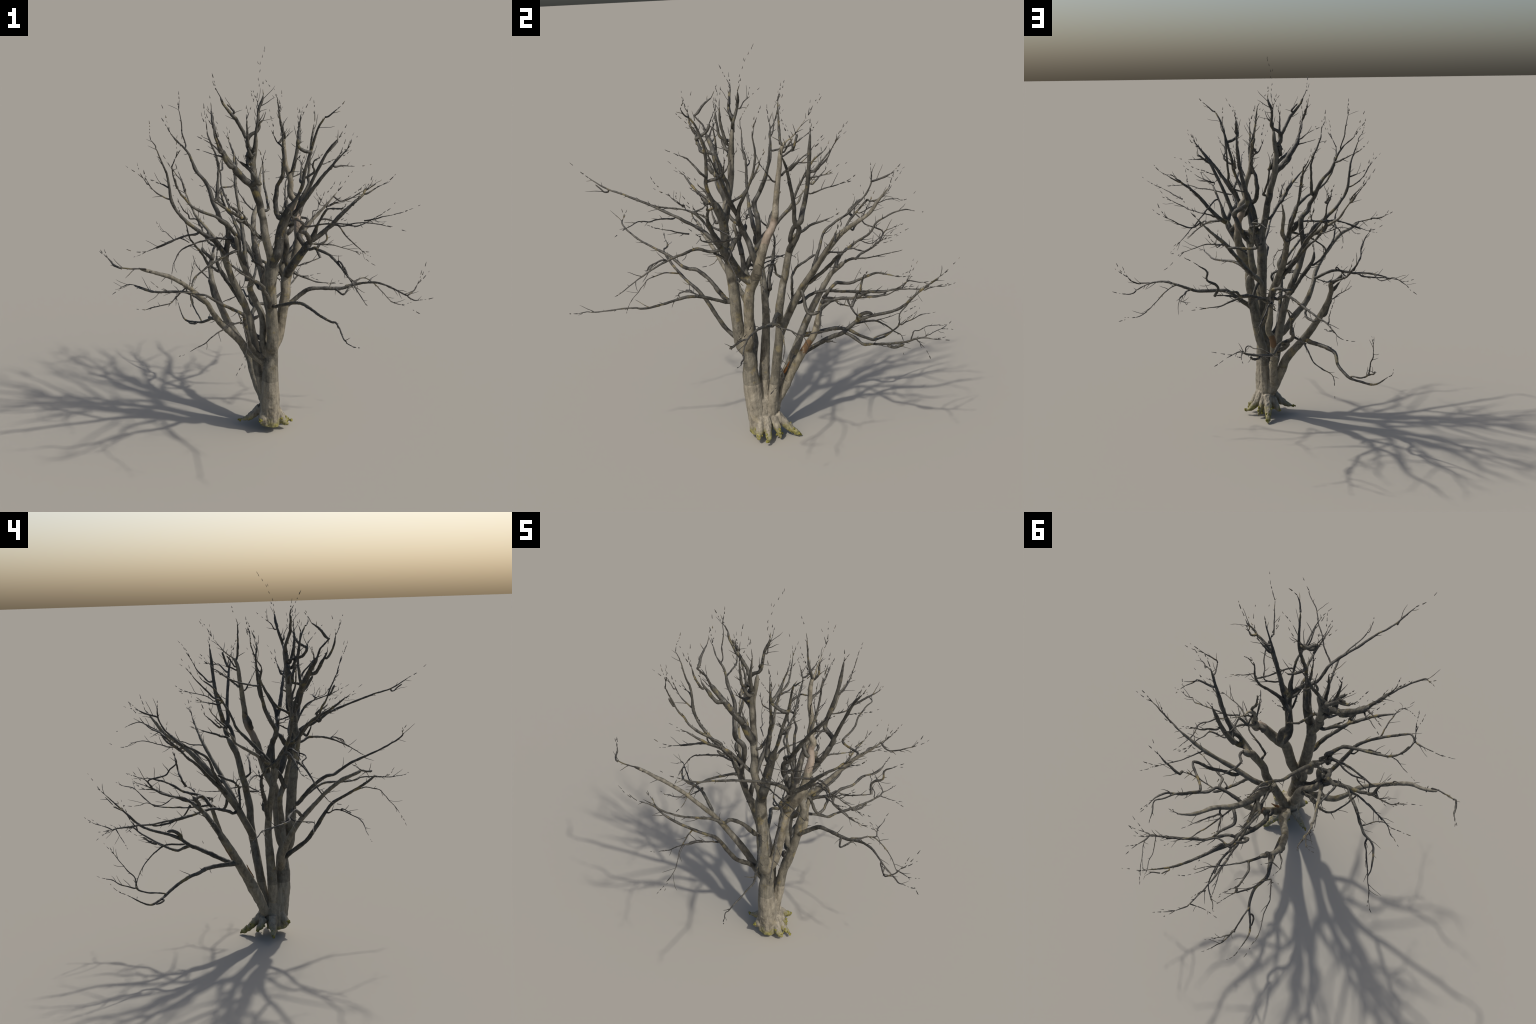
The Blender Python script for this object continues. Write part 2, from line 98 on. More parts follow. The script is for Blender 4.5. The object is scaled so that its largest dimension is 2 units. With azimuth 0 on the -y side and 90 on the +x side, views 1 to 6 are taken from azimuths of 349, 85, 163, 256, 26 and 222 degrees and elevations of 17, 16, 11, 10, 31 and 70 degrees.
SPINE((0.090,-0.214,1.184,27.1), (0.062,-0.196,1.199,27.1), (0.052,-0.172,1.263,24.9), (0.059,-0.171,1.312,23.3), (0.062,-0.176,1.343,22.3), (0.081,-0.199,1.396,20.4), (0.082,-0.211,1.452,18.5))
SPINE((0.245,-0.303,1.201,10.7), (0.262,-0.298,1.203,10.7), (0.324,-0.215,1.169,10.0), (0.338,-0.201,1.162,9.8), (0.354,-0.187,1.147,9.5), (0.378,-0.179,1.122,8.8), (0.401,-0.195,1.087,7.8), (0.423,-0.207,1.064,6.9), (0.477,-0.184,1.012,5.6), (0.499,-0.181,0.993,5.0))
SPINE((0.128,-0.431,1.215,9.3), (0.138,-0.439,1.210,9.3), (0.212,-0.479,1.228,8.3), (0.253,-0.515,1.237,7.5), (0.307,-0.549,1.242,6.7), (0.347,-0.587,1.256,5.9), (0.431,-0.632,1.256,4.8), (0.455,-0.651,1.253,4.4))
SPINE((-0.374,-0.067,0.794,8.8), (-0.375,-0.060,0.814,8.8), (-0.418,-0.037,0.765,7.9), (-0.434,-0.053,0.757,7.5), (-0.466,-0.104,0.753,6.9), (-0.497,-0.127,0.757,6.4), (-0.522,-0.126,0.753,6.0), (-0.558,-0.105,0.736,5.4), (-0.587,-0.102,0.728,4.9))
SPINE((-0.096,0.480,1.123,7.5), (-0.095,0.488,1.115,7.5), (-0.129,0.587,1.147,5.9), (-0.140,0.642,1.165,5.1), (-0.164,0.695,1.162,4.3), (-0.176,0.727,1.148,3.7))
SPINE((0.274,-0.244,1.121,9.4), (0.283,-0.241,1.114,9.4), (0.320,-0.199,1.132,8.9), (0.338,-0.194,1.137,8.6), (0.348,-0.199,1.140,8.5), (0.378,-0.239,1.145,7.9), (0.401,-0.260,1.152,7.5), (0.422,-0.294,1.157,7.2), (0.437,-0.318,1.166,6.9), (0.451,-0.324,1.175,6.6), (0.512,-0.329,1.206,5.6))
SPINE((0.344,0.242,1.045,8.9), (0.343,0.251,1.046,8.9), (0.371,0.317,1.052,7.5), (0.383,0.359,1.067,6.7), (0.423,0.412,1.062,5.4), (0.437,0.447,1.082,4.7))
SPINE((0.464,-0.031,0.754,9.1), (0.464,-0.026,0.759,9.1), (0.504,0.002,0.755,8.7), (0.525,0.040,0.748,8.2), (0.550,0.066,0.739,7.9), (0.559,0.082,0.735,7.7), (0.560,0.094,0.733,7.5), (0.543,0.153,0.732,6.8), (0.549,0.225,0.739,5.9))
SPINE((-0.195,0.621,0.932,10.8), (-0.203,0.621,0.938,10.8), (-0.218,0.640,0.968,10.0), (-0.225,0.639,0.975,9.8), (-0.238,0.624,0.985,9.5), (-0.272,0.570,1.001,9.0), (-0.281,0.553,1.012,8.7), (-0.286,0.540,1.035,8.2), (-0.316,0.509,1.070,7.3), (-0.337,0.521,1.110,6.3))
SPINE((0.081,-0.199,1.397,18.6), (0.079,-0.207,1.397,18.6), (0.081,-0.207,1.424,17.4), (0.081,-0.222,1.484,14.9), (0.077,-0.220,1.528,12.7), (0.076,-0.226,1.623,8.5))
SPINE((0.136,0.148,0.812,17.5), (0.155,0.154,0.792,17.5), (0.182,0.163,0.726,17.2), (0.193,0.172,0.705,16.9), (0.198,0.181,0.700,16.7), (0.210,0.210,0.706,15.9), (0.222,0.283,0.767,14.2), (0.242,0.318,0.781,13.2))
SPINE((-0.052,-0.137,1.513,19.7), (-0.055,-0.157,1.514,19.7), (-0.048,-0.166,1.539,18.3), (-0.048,-0.177,1.575,16.4), (-0.041,-0.188,1.643,12.8), (-0.037,-0.187,1.701,9.8))
SPINE((-0.018,-0.184,1.225,16.0), (0.014,-0.184,1.231,16.0), (0.021,-0.137,1.253,15.2), (0.024,-0.107,1.272,14.4), (0.020,-0.068,1.324,12.3), (0.022,-0.016,1.416,8.6), (0.020,-0.010,1.437,7.7))
SPINE((0.166,-0.276,1.404,14.5), (0.180,-0.279,1.405,14.5), (0.206,-0.304,1.432,12.9), (0.205,-0.316,1.446,11.9), (0.194,-0.329,1.463,10.8), (0.193,-0.349,1.488,9.2), (0.195,-0.358,1.499,8.6), (0.207,-0.397,1.517,6.5))
SPINE((0.439,-0.376,1.205,9.0), (0.538,-0.499,1.262,4.8))
SPINE((0.354,0.642,0.582,7.2), (0.350,0.644,0.588,7.2), (0.349,0.652,0.611,6.6), (0.339,0.660,0.621,6.3), (0.316,0.694,0.615,5.7), (0.292,0.731,0.622,5.0), (0.285,0.762,0.621,4.4), (0.261,0.804,0.612,3.7))
SPINE((0.180,0.135,1.101,14.9), (0.178,0.163,1.112,14.9), (0.149,0.186,1.119,13.8), (0.141,0.207,1.131,12.6), (0.149,0.266,1.149,9.4), (0.160,0.306,1.165,7.2))
SPINE((0.426,0.344,0.801,17.1), (0.413,0.365,0.837,15.9), (0.413,0.369,0.849,15.4), (0.429,0.375,0.868,14.3), (0.460,0.378,0.885,13.3), (0.470,0.380,0.895,12.8), (0.473,0.381,0.907,12.2), (0.470,0.387,0.931,11.1), (0.477,0.389,0.947,10.3), (0.518,0.387,0.976,8.7))
SPINE((0.216,0.183,1.310,8.7), (0.231,0.198,1.303,8.7), (0.272,0.210,1.317,8.1), (0.292,0.226,1.326,7.6), (0.291,0.261,1.338,6.5), (0.298,0.293,1.345,5.6), (0.298,0.329,1.355,4.6))
SPINE((-0.250,0.730,0.439,8.6), (-0.243,0.740,0.436,8.6), (-0.247,0.764,0.447,8.0), (-0.245,0.816,0.468,6.7), (-0.234,0.848,0.489,5.8), (-0.224,0.881,0.496,5.0))
SPINE((0.159,0.063,1.388,13.4), (0.146,0.078,1.384,13.4), (0.146,0.087,1.392,13.0), (0.152,0.111,1.414,11.9), (0.174,0.146,1.443,10.2), (0.172,0.206,1.486,7.7))
SPINE((0.133,0.373,0.741,11.5), (0.141,0.372,0.751,11.5), (0.175,0.392,0.702,10.3), (0.201,0.418,0.668,9.1), (0.222,0.448,0.654,7.8), (0.241,0.485,0.655,6.3))
SPINE((0.240,0.194,1.410,11.5), (0.249,0.220,1.409,11.5), (0.266,0.247,1.441,9.9), (0.272,0.274,1.469,8.5), (0.281,0.302,1.523,6.3))
SPINE((-0.226,-0.289,1.543,14.3), (-0.233,-0.298,1.539,14.3), (-0.247,-0.322,1.576,12.3), (-0.261,-0.332,1.616,10.4), (-0.271,-0.337,1.656,8.6))
SPINE((0.076,0.408,1.087,11.4), (0.069,0.425,1.073,11.4), (0.050,0.436,1.080,10.6), (0.018,0.481,1.118,8.6), (-0.005,0.510,1.155,6.9))
SPINE((-0.329,0.273,1.229,10.0), (-0.338,0.261,1.237,10.0), (-0.336,0.277,1.250,9.2), (-0.342,0.300,1.273,7.9), (-0.378,0.341,1.321,5.5))
SPINE((0.278,-0.490,1.040,9.7), (0.283,-0.494,1.051,9.7), (0.296,-0.564,1.030,8.3), (0.301,-0.579,1.012,7.8))
SPINE((-0.360,0.111,1.572,6.7), (-0.362,0.130,1.636,5.7), (-0.370,0.132,1.681,4.9))
SPINE((-0.316,0.076,1.428,12.3), (-0.317,0.089,1.425,12.3), (-0.321,0.191,1.450,9.7), (-0.331,0.221,1.461,8.4), (-0.357,0.259,1.482,6.0))
SPINE((-0.169,0.265,0.638,24.4), (-0.181,0.270,0.632,24.4), (-0.204,0.317,0.730,20.9))
SPINE((0.020,0.553,0.563,6.4), (0.013,0.556,0.571,6.4), (0.031,0.578,0.583,6.0), (0.059,0.647,0.613,5.1))
SPINE((0.258,-0.385,1.273,5.1), (0.248,-0.384,1.281,5.1), (0.244,-0.399,1.290,4.7), (0.207,-0.428,1.306,4.1), (0.203,-0.434,1.313,3.9), (0.204,-0.449,1.331,3.5))
SPINE((-0.258,-0.305,1.636,15.7), (-0.258,-0.288,1.648,15.7), (-0.262,-0.259,1.685,14.1), (-0.260,-0.213,1.722,12.6))
SPINE((-0.204,0.317,0.730,8.2), (-0.212,0.329,0.731,8.2), (-0.241,0.347,0.759,7.0), (-0.271,0.392,0.790,5.5))
SPINE((-0.206,0.625,0.944,8.4), (-0.212,0.625,0.941,8.4), (-0.217,0.650,0.975,7.0), (-0.208,0.696,0.999,5.2))
SPINE((0.196,-0.277,1.523,18.7), (0.186,-0.292,1.527,18.7), (0.156,-0.296,1.536,18.1), (0.139,-0.300,1.547,17.4), (0.125,-0.307,1.572,15.9), (0.125,-0.313,1.600,14.5))
SPINE((0.162,-0.279,1.379,16.8), (0.155,-0.263,1.381,16.8), (0.167,-0.220,1.396,14.4), (0.176,-0.186,1.428,10.3), (0.179,-0.176,1.445,8.2))
SPINE((-0.077,0.220,1.331,11.8), (-0.078,0.235,1.320,11.8), (-0.056,0.278,1.324,8.7), (-0.049,0.318,1.336,5.9))
SPINE((0.152,0.077,1.475,10.5), (0.149,0.088,1.473,10.5), (0.145,0.105,1.481,9.9), (0.126,0.136,1.503,8.2), (0.119,0.138,1.517,7.3), (0.106,0.132,1.541,5.9))
SPINE((0.383,0.705,0.599,5.4), (0.372,0.711,0.605,5.4), (0.360,0.733,0.606,4.9), (0.320,0.780,0.609,4.1), (0.307,0.803,0.609,3.6))
SPINE((0.320,-0.232,1.449,10.9), (0.326,-0.235,1.441,10.9), (0.364,-0.224,1.441,8.6), (0.406,-0.235,1.440,5.5))
SPINE((0.168,0.057,1.356,10.9), (0.173,0.036,1.361,10.9), (0.195,-0.016,1.435,6.3))
SPINE((0.254,0.553,0.535,14.2), (0.256,0.554,0.523,14.2), (0.295,0.586,0.529,13.3), (0.312,0.605,0.543,12.7), (0.317,0.617,0.550,12.3))
SPINE((0.151,0.081,1.495,9.3), (0.147,0.092,1.491,9.3), (0.153,0.112,1.521,8.6), (0.151,0.136,1.552,7.9))
SPINE((-0.702,-0.347,1.030,12.2), (-0.713,-0.350,1.035,12.2), (-0.721,-0.341,1.037,11.8), (-0.737,-0.317,1.039,11.1), (-0.748,-0.289,1.047,10.3), (-0.762,-0.269,1.061,9.3))
SPINE((0.246,-0.338,1.693,9.1), (0.256,-0.349,1.697,8.9), (0.268,-0.361,1.710,8.0), (0.296,-0.372,1.737,6.3))
SPINE((-0.002,-0.743,1.342,8.8), (-0.007,-0.745,1.330,8.8), (-0.003,-0.765,1.331,8.6), (-0.005,-0.779,1.344,8.3), (-0.019,-0.803,1.366,7.9))
SPINE((0.132,0.129,1.496,14.3), (0.140,0.137,1.497,14.3), (0.156,0.141,1.518,13.5), (0.159,0.146,1.534,12.9), (0.153,0.160,1.572,11.4))
SPINE((-0.301,-0.124,1.072,6.6), (-0.305,-0.116,1.071,6.6), (-0.342,-0.111,1.054,5.7), (-0.371,-0.109,1.047,5.0))
SPINE((0.187,-0.194,1.010,15.3), (0.181,-0.208,1.002,15.3), (0.188,-0.251,1.033,12.5), (0.194,-0.268,1.041,11.4))
SPINE((-0.180,-0.636,0.786,5.4), (-0.177,-0.655,0.763,5.2), (-0.185,-0.688,0.725,4.8))
SPINE((0.051,0.454,0.594,22.2), (0.051,0.447,0.606,22.2), (0.065,0.481,0.634,21.1), (0.077,0.514,0.632,20.3))
SPINE((-0.071,-0.207,1.361,26.7), (-0.058,-0.235,1.379,26.7), (-0.055,-0.246,1.392,25.9), (-0.083,-0.272,1.440,23.2))
SPINE((0.199,-0.208,1.035,29.4), (0.202,-0.197,1.039,29.4), (0.177,-0.171,1.075,28.2), (0.176,-0.161,1.091,27.7), (0.185,-0.150,1.111,27.0))
SPINE((0.203,0.015,1.145,26.9), (0.187,0.001,1.146,26.9), (0.163,0.015,1.172,26.2), (0.154,0.022,1.191,25.7), (0.158,0.031,1.225,24.8))
SPINE((0.715,-0.232,0.765,9.5), (0.727,-0.239,0.763,9.5), (0.748,-0.234,0.774,8.3), (0.774,-0.222,0.792,6.7), (0.789,-0.211,0.813,5.5))
SPINE((-0.125,-0.132,1.033,29.6), (-0.137,-0.123,1.033,29.6), (-0.143,-0.101,1.051,28.9), (-0.152,-0.087,1.077,27.8), (-0.156,-0.086,1.087,27.5))
SPINE((-0.052,-0.142,1.460,23.8), (-0.075,-0.152,1.453,23.8), (-0.074,-0.140,1.477,22.6), (-0.074,-0.133,1.512,20.9))
SPINE((0.307,-0.225,1.430,16.0), (0.312,-0.213,1.428,16.0), (0.363,-0.199,1.492,8.1))
SPINE((-0.018,-0.104,1.692,8.2), (-0.009,-0.090,1.688,8.2), (-0.014,-0.072,1.717,5.8), (-0.012,-0.053,1.732,4.1))
SPINE((-0.038,0.804,0.701,7.3), (-0.037,0.814,0.695,7.3), (-0.027,0.838,0.709,6.8), (-0.012,0.870,0.719,6.0))
SPINE((0.125,-0.308,1.576,17.1), (0.132,-0.311,1.576,17.1), (0.143,-0.265,1.607,15.7), (0.147,-0.251,1.625,14.9), (0.149,-0.244,1.649,13.9))
SPINE((0.246,-0.396,1.288,9.9), (0.283,-0.389,1.299,9.4), (0.307,-0.404,1.310,8.9))
SPINE((-0.241,0.606,0.366,11.0), (-0.248,0.597,0.361,11.0), (-0.265,0.601,0.358,10.6), (-0.286,0.640,0.355,9.4))
SPINE((-0.110,-0.208,1.394,15.3), (-0.114,-0.192,1.394,15.3), (-0.143,-0.201,1.415,14.6), (-0.161,-0.213,1.435,14.0))
SPINE((-0.151,-0.275,1.231,16.1), (-0.150,-0.267,1.249,16.1), (-0.173,-0.282,1.272,13.2), (-0.190,-0.302,1.285,10.8))
SPINE((-0.048,-0.140,1.485,17.9), (-0.064,-0.166,1.490,17.9), (-0.086,-0.182,1.540,15.0))
SPINE((0.153,0.790,0.789,7.2), (0.189,0.824,0.825,5.8))
SPINE((0.717,-0.027,0.656,7.1), (0.745,-0.018,0.640,6.5), (0.782,-0.022,0.630,5.3))
SPINE((0.244,0.654,0.843,6.6), (0.254,0.661,0.849,6.6), (0.301,0.695,0.852,5.9), (0.316,0.716,0.855,5.5))
SPINE((-0.058,-0.237,1.380,17.7), (-0.032,-0.228,1.368,17.7), (-0.059,-0.227,1.413,16.4))
SPINE((-0.152,-0.134,1.686,11.8), (-0.140,-0.137,1.696,11.8), (-0.172,-0.129,1.734,9.6))
SPINE((-0.197,-0.235,1.504,10.4), (-0.203,-0.237,1.501,10.4), (-0.223,-0.222,1.508,9.6), (-0.258,-0.214,1.517,8.5))
SPINE((0.749,-0.187,0.738,7.9), (0.760,-0.184,0.728,7.9), (0.783,-0.197,0.717,7.1), (0.810,-0.200,0.719,6.4))
SPINE((-0.177,0.392,0.812,21.2), (-0.177,0.381,0.820,21.2), (-0.218,0.404,0.854,19.7), (-0.225,0.412,0.865,19.1), (-0.226,0.421,0.879,18.3))
SPINE((-0.213,-0.248,1.533,10.4), (-0.224,-0.238,1.535,10.4), (-0.267,-0.218,1.569,8.5))
SPINE((-0.061,-0.213,1.138,15.9), (-0.065,-0.237,1.124,15.9), (-0.094,-0.254,1.176,11.9))
SPINE((-0.195,-0.380,0.726,8.9), (-0.194,-0.382,0.737,8.9), (-0.237,-0.405,0.731,8.1), (-0.250,-0.416,0.726,7.8))
SPINE((0.219,-0.867,0.806,5.6), (0.215,-0.877,0.806,5.6), (0.230,-0.923,0.806,4.7))
SPINE((-0.132,-0.256,1.215,14.3), (-0.118,-0.271,1.210,14.3), (-0.116,-0.281,1.223,13.6), (-0.130,-0.301,1.246,12.3))
SPINE((-0.188,0.369,0.790,21.8), (-0.198,0.373,0.793,21.8), (-0.227,0.393,0.835,18.0))
SPINE((-0.103,0.558,1.272,11.4), (-0.091,0.564,1.275,11.4), (-0.077,0.629,1.298,10.4), (-0.072,0.653,1.312,9.9))
SPINE((-0.444,-0.047,1.332,9.6), (-0.450,-0.043,1.329,9.6), (-0.472,-0.026,1.339,7.8), (-0.493,-0.022,1.346,6.4))
SPINE((0.151,0.741,0.755,8.3), (0.139,0.743,0.757,8.3), (0.149,0.787,0.778,7.3))
SPINE((0.406,-0.287,1.268,13.9), (0.408,-0.289,1.263,13.9), (0.404,-0.301,1.269,13.7), (0.411,-0.326,1.284,13.3))
SPINE((-0.023,-0.123,1.630,15.1), (-0.027,-0.131,1.633,15.1), (-0.003,-0.142,1.659,13.0))
SPINE((-0.545,-0.038,1.353,6.3), (-0.548,-0.047,1.348,6.3), (-0.570,-0.051,1.382,5.1))
SPINE((-0.454,-0.276,1.476,8.5), (-0.437,-0.296,1.523,7.3))
SPINE((-0.178,-0.025,0.970,21.0), (-0.176,-0.037,0.975,21.0), (-0.197,-0.039,1.012,20.4))
SPINE((0.031,0.278,0.491,21.0), (0.050,0.283,0.496,20.9), (0.075,0.300,0.501,20.7))
SPINE((-0.218,0.051,1.043,22.4), (-0.232,0.049,1.035,22.4), (-0.244,0.064,1.069,21.8))
SPINE((-0.045,-0.139,1.499,26.5), (-0.045,-0.145,1.500,26.5), (-0.088,-0.140,1.487,23.8))
SPINE((-0.043,0.700,0.708,7.4), (-0.054,0.702,0.711,7.4), (-0.047,0.722,0.743,6.5))
SPINE((0.442,0.120,1.492,7.9), (0.451,0.154,1.490,7.3), (0.461,0.180,1.494,6.0))
SPINE((-0.109,0.009,0.741,23.1), (-0.092,0.019,0.751,23.1), (-0.089,0.022,0.788,20.5))
SPINE((0.378,0.664,0.597,8.2), (0.389,0.662,0.596,8.2), (0.419,0.669,0.587,7.1))
SPINE((-0.020,0.640,0.916,6.1), (0.001,0.678,0.928,5.0))
SPINE((-0.505,-0.057,1.524,5.9), (-0.505,-0.061,1.535,5.9), (-0.528,-0.058,1.566,5.3))
SPINE((0.059,0.127,0.400,23.5), (0.032,0.114,0.410,23.5), (0.030,0.147,0.413,22.7))
SPINE((0.217,0.256,0.748,8.8), (0.215,0.244,0.761,8.8), (0.244,0.234,0.763,8.2))
SPINE((0.495,-0.265,1.335,6.4), (0.498,-0.278,1.345,6.4), (0.522,-0.280,1.358,6.0))
SPINE((-0.117,-0.272,1.211,15.7), (-0.136,-0.283,1.205,15.7), (-0.161,-0.290,1.223,14.9))
SPINE((0.350,0.089,1.392,7.3), (0.356,0.084,1.387,7.3), (0.383,0.084,1.396,5.8))
SPINE((-0.038,0.798,0.701,7.4), (-0.071,0.778,0.662,7.2))
SPINE((-0.576,-0.316,0.998,6.9), (-0.582,-0.302,0.996,6.9), (-0.571,-0.333,0.999,6.8))


# ROOTS: (x, y, z, diameter mm) from inside the foot to the tip
ROOTS = [
    [(0.060, 0.005, 0.120, 46), (0.072, 0.050, 0.066, 44), (0.084, 0.092, 0.028, 31), (0.097, 0.128, 0.004, 17)],
    [(0.010, -0.040, 0.110, 46), (-0.030, -0.030, 0.066, 42), (-0.070, -0.020, 0.040, 26), (-0.104, -0.013, 0.030, 10)],
    [(0.082, -0.050, 0.120, 44), (0.112, -0.047, 0.066, 42), (0.145, -0.047, 0.036, 28), (0.178, -0.051, 0.024, 11)],
    [(0.084, -0.078, 0.120, 48), (0.108, -0.088, 0.072, 46), (0.132, -0.096, 0.040, 34), (0.152, -0.098, 0.027, 20)],
    [(0.024, -0.090, 0.120, 50), (0.008, -0.110, 0.080, 46), (-0.006, -0.124, 0.056, 28)],
    [(0.072, -0.010, 0.110, 44), (0.096, 0.004, 0.060, 36), (0.114, 0.014, 0.024, 22), (0.122, 0.018, 0.008, 12)],
    [(0.030, 0.000, 0.100, 44), (0.018, 0.030, 0.060, 34), (0.008, 0.054, 0.038, 18)],
]
FOOT = [(0.050, -0.060, 0.030, 92), (0.050, -0.060, 0.080, 96), (0.048, -0.058, 0.150, 84), (0.046, -0.052, 0.220, 70)]


# --------------------------------------------------------------- helpers ----
def resample(pts, step):
    """Centripetal-like Catmull-Rom through the control points, even spacing."""
    P = np.asarray(pts, float)
    if len(P) == 2:
        dense = np.linspace(P[0], P[1], 12)
    else:
        Q = np.vstack([2 * P[0] - P[1], P, 2 * P[-1] - P[-2]])
        t = np.r_[0, np.cumsum(np.maximum(np.linalg.norm(np.diff(Q[:, :3], axis=0), axis=1), 1e-4) ** 0.5)]
        out = []
        for i in range(1, len(Q) - 2):
            u = np.linspace(t[i], t[i + 1], 14, endpoint=False)[:, None]
            p0, p1, p2, p3 = Q[i - 1], Q[i], Q[i + 1], Q[i + 2]
            t0, t1, t2, t3 = t[i - 1], t[i], t[i + 1], t[i + 2]
            a1 = (t1 - u) / (t1 - t0) * p0 + (u - t0) / (t1 - t0) * p1
            a2 = (t2 - u) / (t2 - t1) * p1 + (u - t1) / (t2 - t1) * p2
            a3 = (t3 - u) / (t3 - t2) * p2 + (u - t2) / (t3 - t2) * p3
            b1 = (t2 - u) / (t2 - t0) * a1 + (u - t0) / (t2 - t0) * a2
            b2 = (t3 - u) / (t3 - t1) * a2 + (u - t1) / (t3 - t1) * a3
            out.append((t2 - u) / (t2 - t1) * b1 + (u - t1) / (t2 - t1) * b2)
        dense = np.vstack(out + [P[-1:]])
    s = np.r_[0, np.cumsum(np.linalg.norm(np.diff(dense[:, :3], axis=0), axis=1))]
    n = max(3, int(s[-1] / step) + 1)
    u = np.linspace(0, s[-1], n)
    return np.stack([np.interp(u, s, dense[:, k]) for k in range(4)], -1)


def tube(pts, seed=0.0, rough=0.10, sides=None, tip=0.35, wobble=0.0, step=None):
    """Vertices and faces of a rough tube; the end is drawn to a blunt tip."""
    d0 = max(p[3] for p in pts) / 1000
    step = step or max(0.0045, min(0.010, d0 * 0.32))
    C = resample(pts, step)
    n = len(C)
    R = C[:, 3] / 2000
    k = sides or int(max(6, min(20, d0 * 460)))
    if wobble:
        for i in range(n):
            v = noise.noise_vector(Vector(C[i, :3]) * 26 + Vector((seed, 0, seed)))
            f = wobble * min(1, i / 4)
            C[i, :3] += np.array(v) * f
    T = np.gradient(C[:, :3], axis=0)
    T /= np.linalg.norm(T, axis=1, keepdims=True) + 1e-12
    ref = np.array([1, 0, 0]) if abs(T[0][0]) < 0.8 else np.array([0, 1, 0])
    N = ref - T[0] * (ref @ T[0])
    N /= np.linalg.norm(N)
    verts, faces = [], []
    for i in range(n):
        N = N - T[i] * (N @ T[i])
        N /= np.linalg.norm(N) + 1e-12
        B = np.cross(T[i], N)
        r = R[i]
        if i >= n - 3:
            r *= (1.0, 0.86, tip)[i - n + 3]
        for j in range(k):
            a = 2 * math.pi * j / k
            d = N * math.cos(a) + B * math.sin(a)
            q = C[i, :3] + d * r
            f = noise.noise(Vector(q) * (5.5 / max(d0, 0.012)) * 0.11 + Vector((seed, seed, 0)))
            g = noise.noise(Vector(q) * 95 + Vector((0, seed, seed)))
            verts.append(q + d * r * (rough * 1.3 * f + rough * g))
    for i in range(n - 1):
        for j in range(k):
            a, b = i * k + j, i * k + (j + 1) % k
            faces.append((a, b, b + k, a + k))
    verts.append(C[0, :3]); verts.append(C[-1, :3] + T[-1] * R[-1] * 0.5)
    a, b = len(verts) - 2, len(verts) - 1
    for j in range(k):
        faces.append((a, (j + 1) % k, j))
        faces.append((b, (n - 1) * k + j, (n - 1) * k + (j + 1) % k))
    return verts, faces


def mesh_object(name, verts, faces, material, parent):
    me = bpy.data.meshes.new(name)
    me.from_pydata([tuple(v) for v in verts], [], faces)
    me.polygons.foreach_set("use_smooth", [True] * len(me.polygons))
    me.update()
    me.materials.append(material)
    ob = bpy.data.objects.new(name, me)
    bpy.context.scene.collection.objects.link(ob)
    ob.parent = parent
    return ob


def merge(chunks):
    V, F = [], []
    for v, f in chunks:
        o = len(V)
        V += list(v)
        F += [tuple(i + o for i in q) for q in f]
    return V, F


# ------------------------------------------------------------- materials ----
def node(nt, kind, loc=(0, 0), **inputs):
    n = nt.nodes.new(kind)
    n.location = loc
    for k, v in inputs.items():
        n.inputs[k.replace("_", " ")].default_value = v
    return n


def ramp(nt, stops, src, interp="LINEAR"):
    r = nt.nodes.new("ShaderNodeValToRGB")
    r.color_ramp.interpolation = interp
    el = r.color_ramp.elements
    while len(el) < len(stops):
        el.new(0.5)
    for e, (p, c) in zip(el, stops):
        e.position = p
        e.color = (*c, 1) if len(c) == 3 else c
    nt.links.new(src, r.inputs[0])
    return r.outputs[0]


def mix(nt, fac, a, b, mode="MIX"):
    m = nt.nodes.new("ShaderNodeMix")
    m.data_type = "RGBA"
    m.blend_type = mode
    for sock, val in ((m.inputs[0], fac), (m.inputs[6], a), (m.inputs[7], b)):
        if isinstance(val, (tuple, float, int)):
            sock.default_value = (*val, 1) if isinstance(val, tuple) else val
        else:
            nt.links.new(val, sock)
    return m.outputs[2]


def math_(nt, op, a, b=0.0, clamp=False):
    m = nt.nodes.new("ShaderNodeMath")
    m.operation = op
    m.use_clamp = clamp
    for sock, val in zip(m.inputs, (a, b)):
        if isinstance(val, (float, int)):
            sock.default_value = val
        else:
            nt.links.new(val, sock)
    return m.outputs[0]


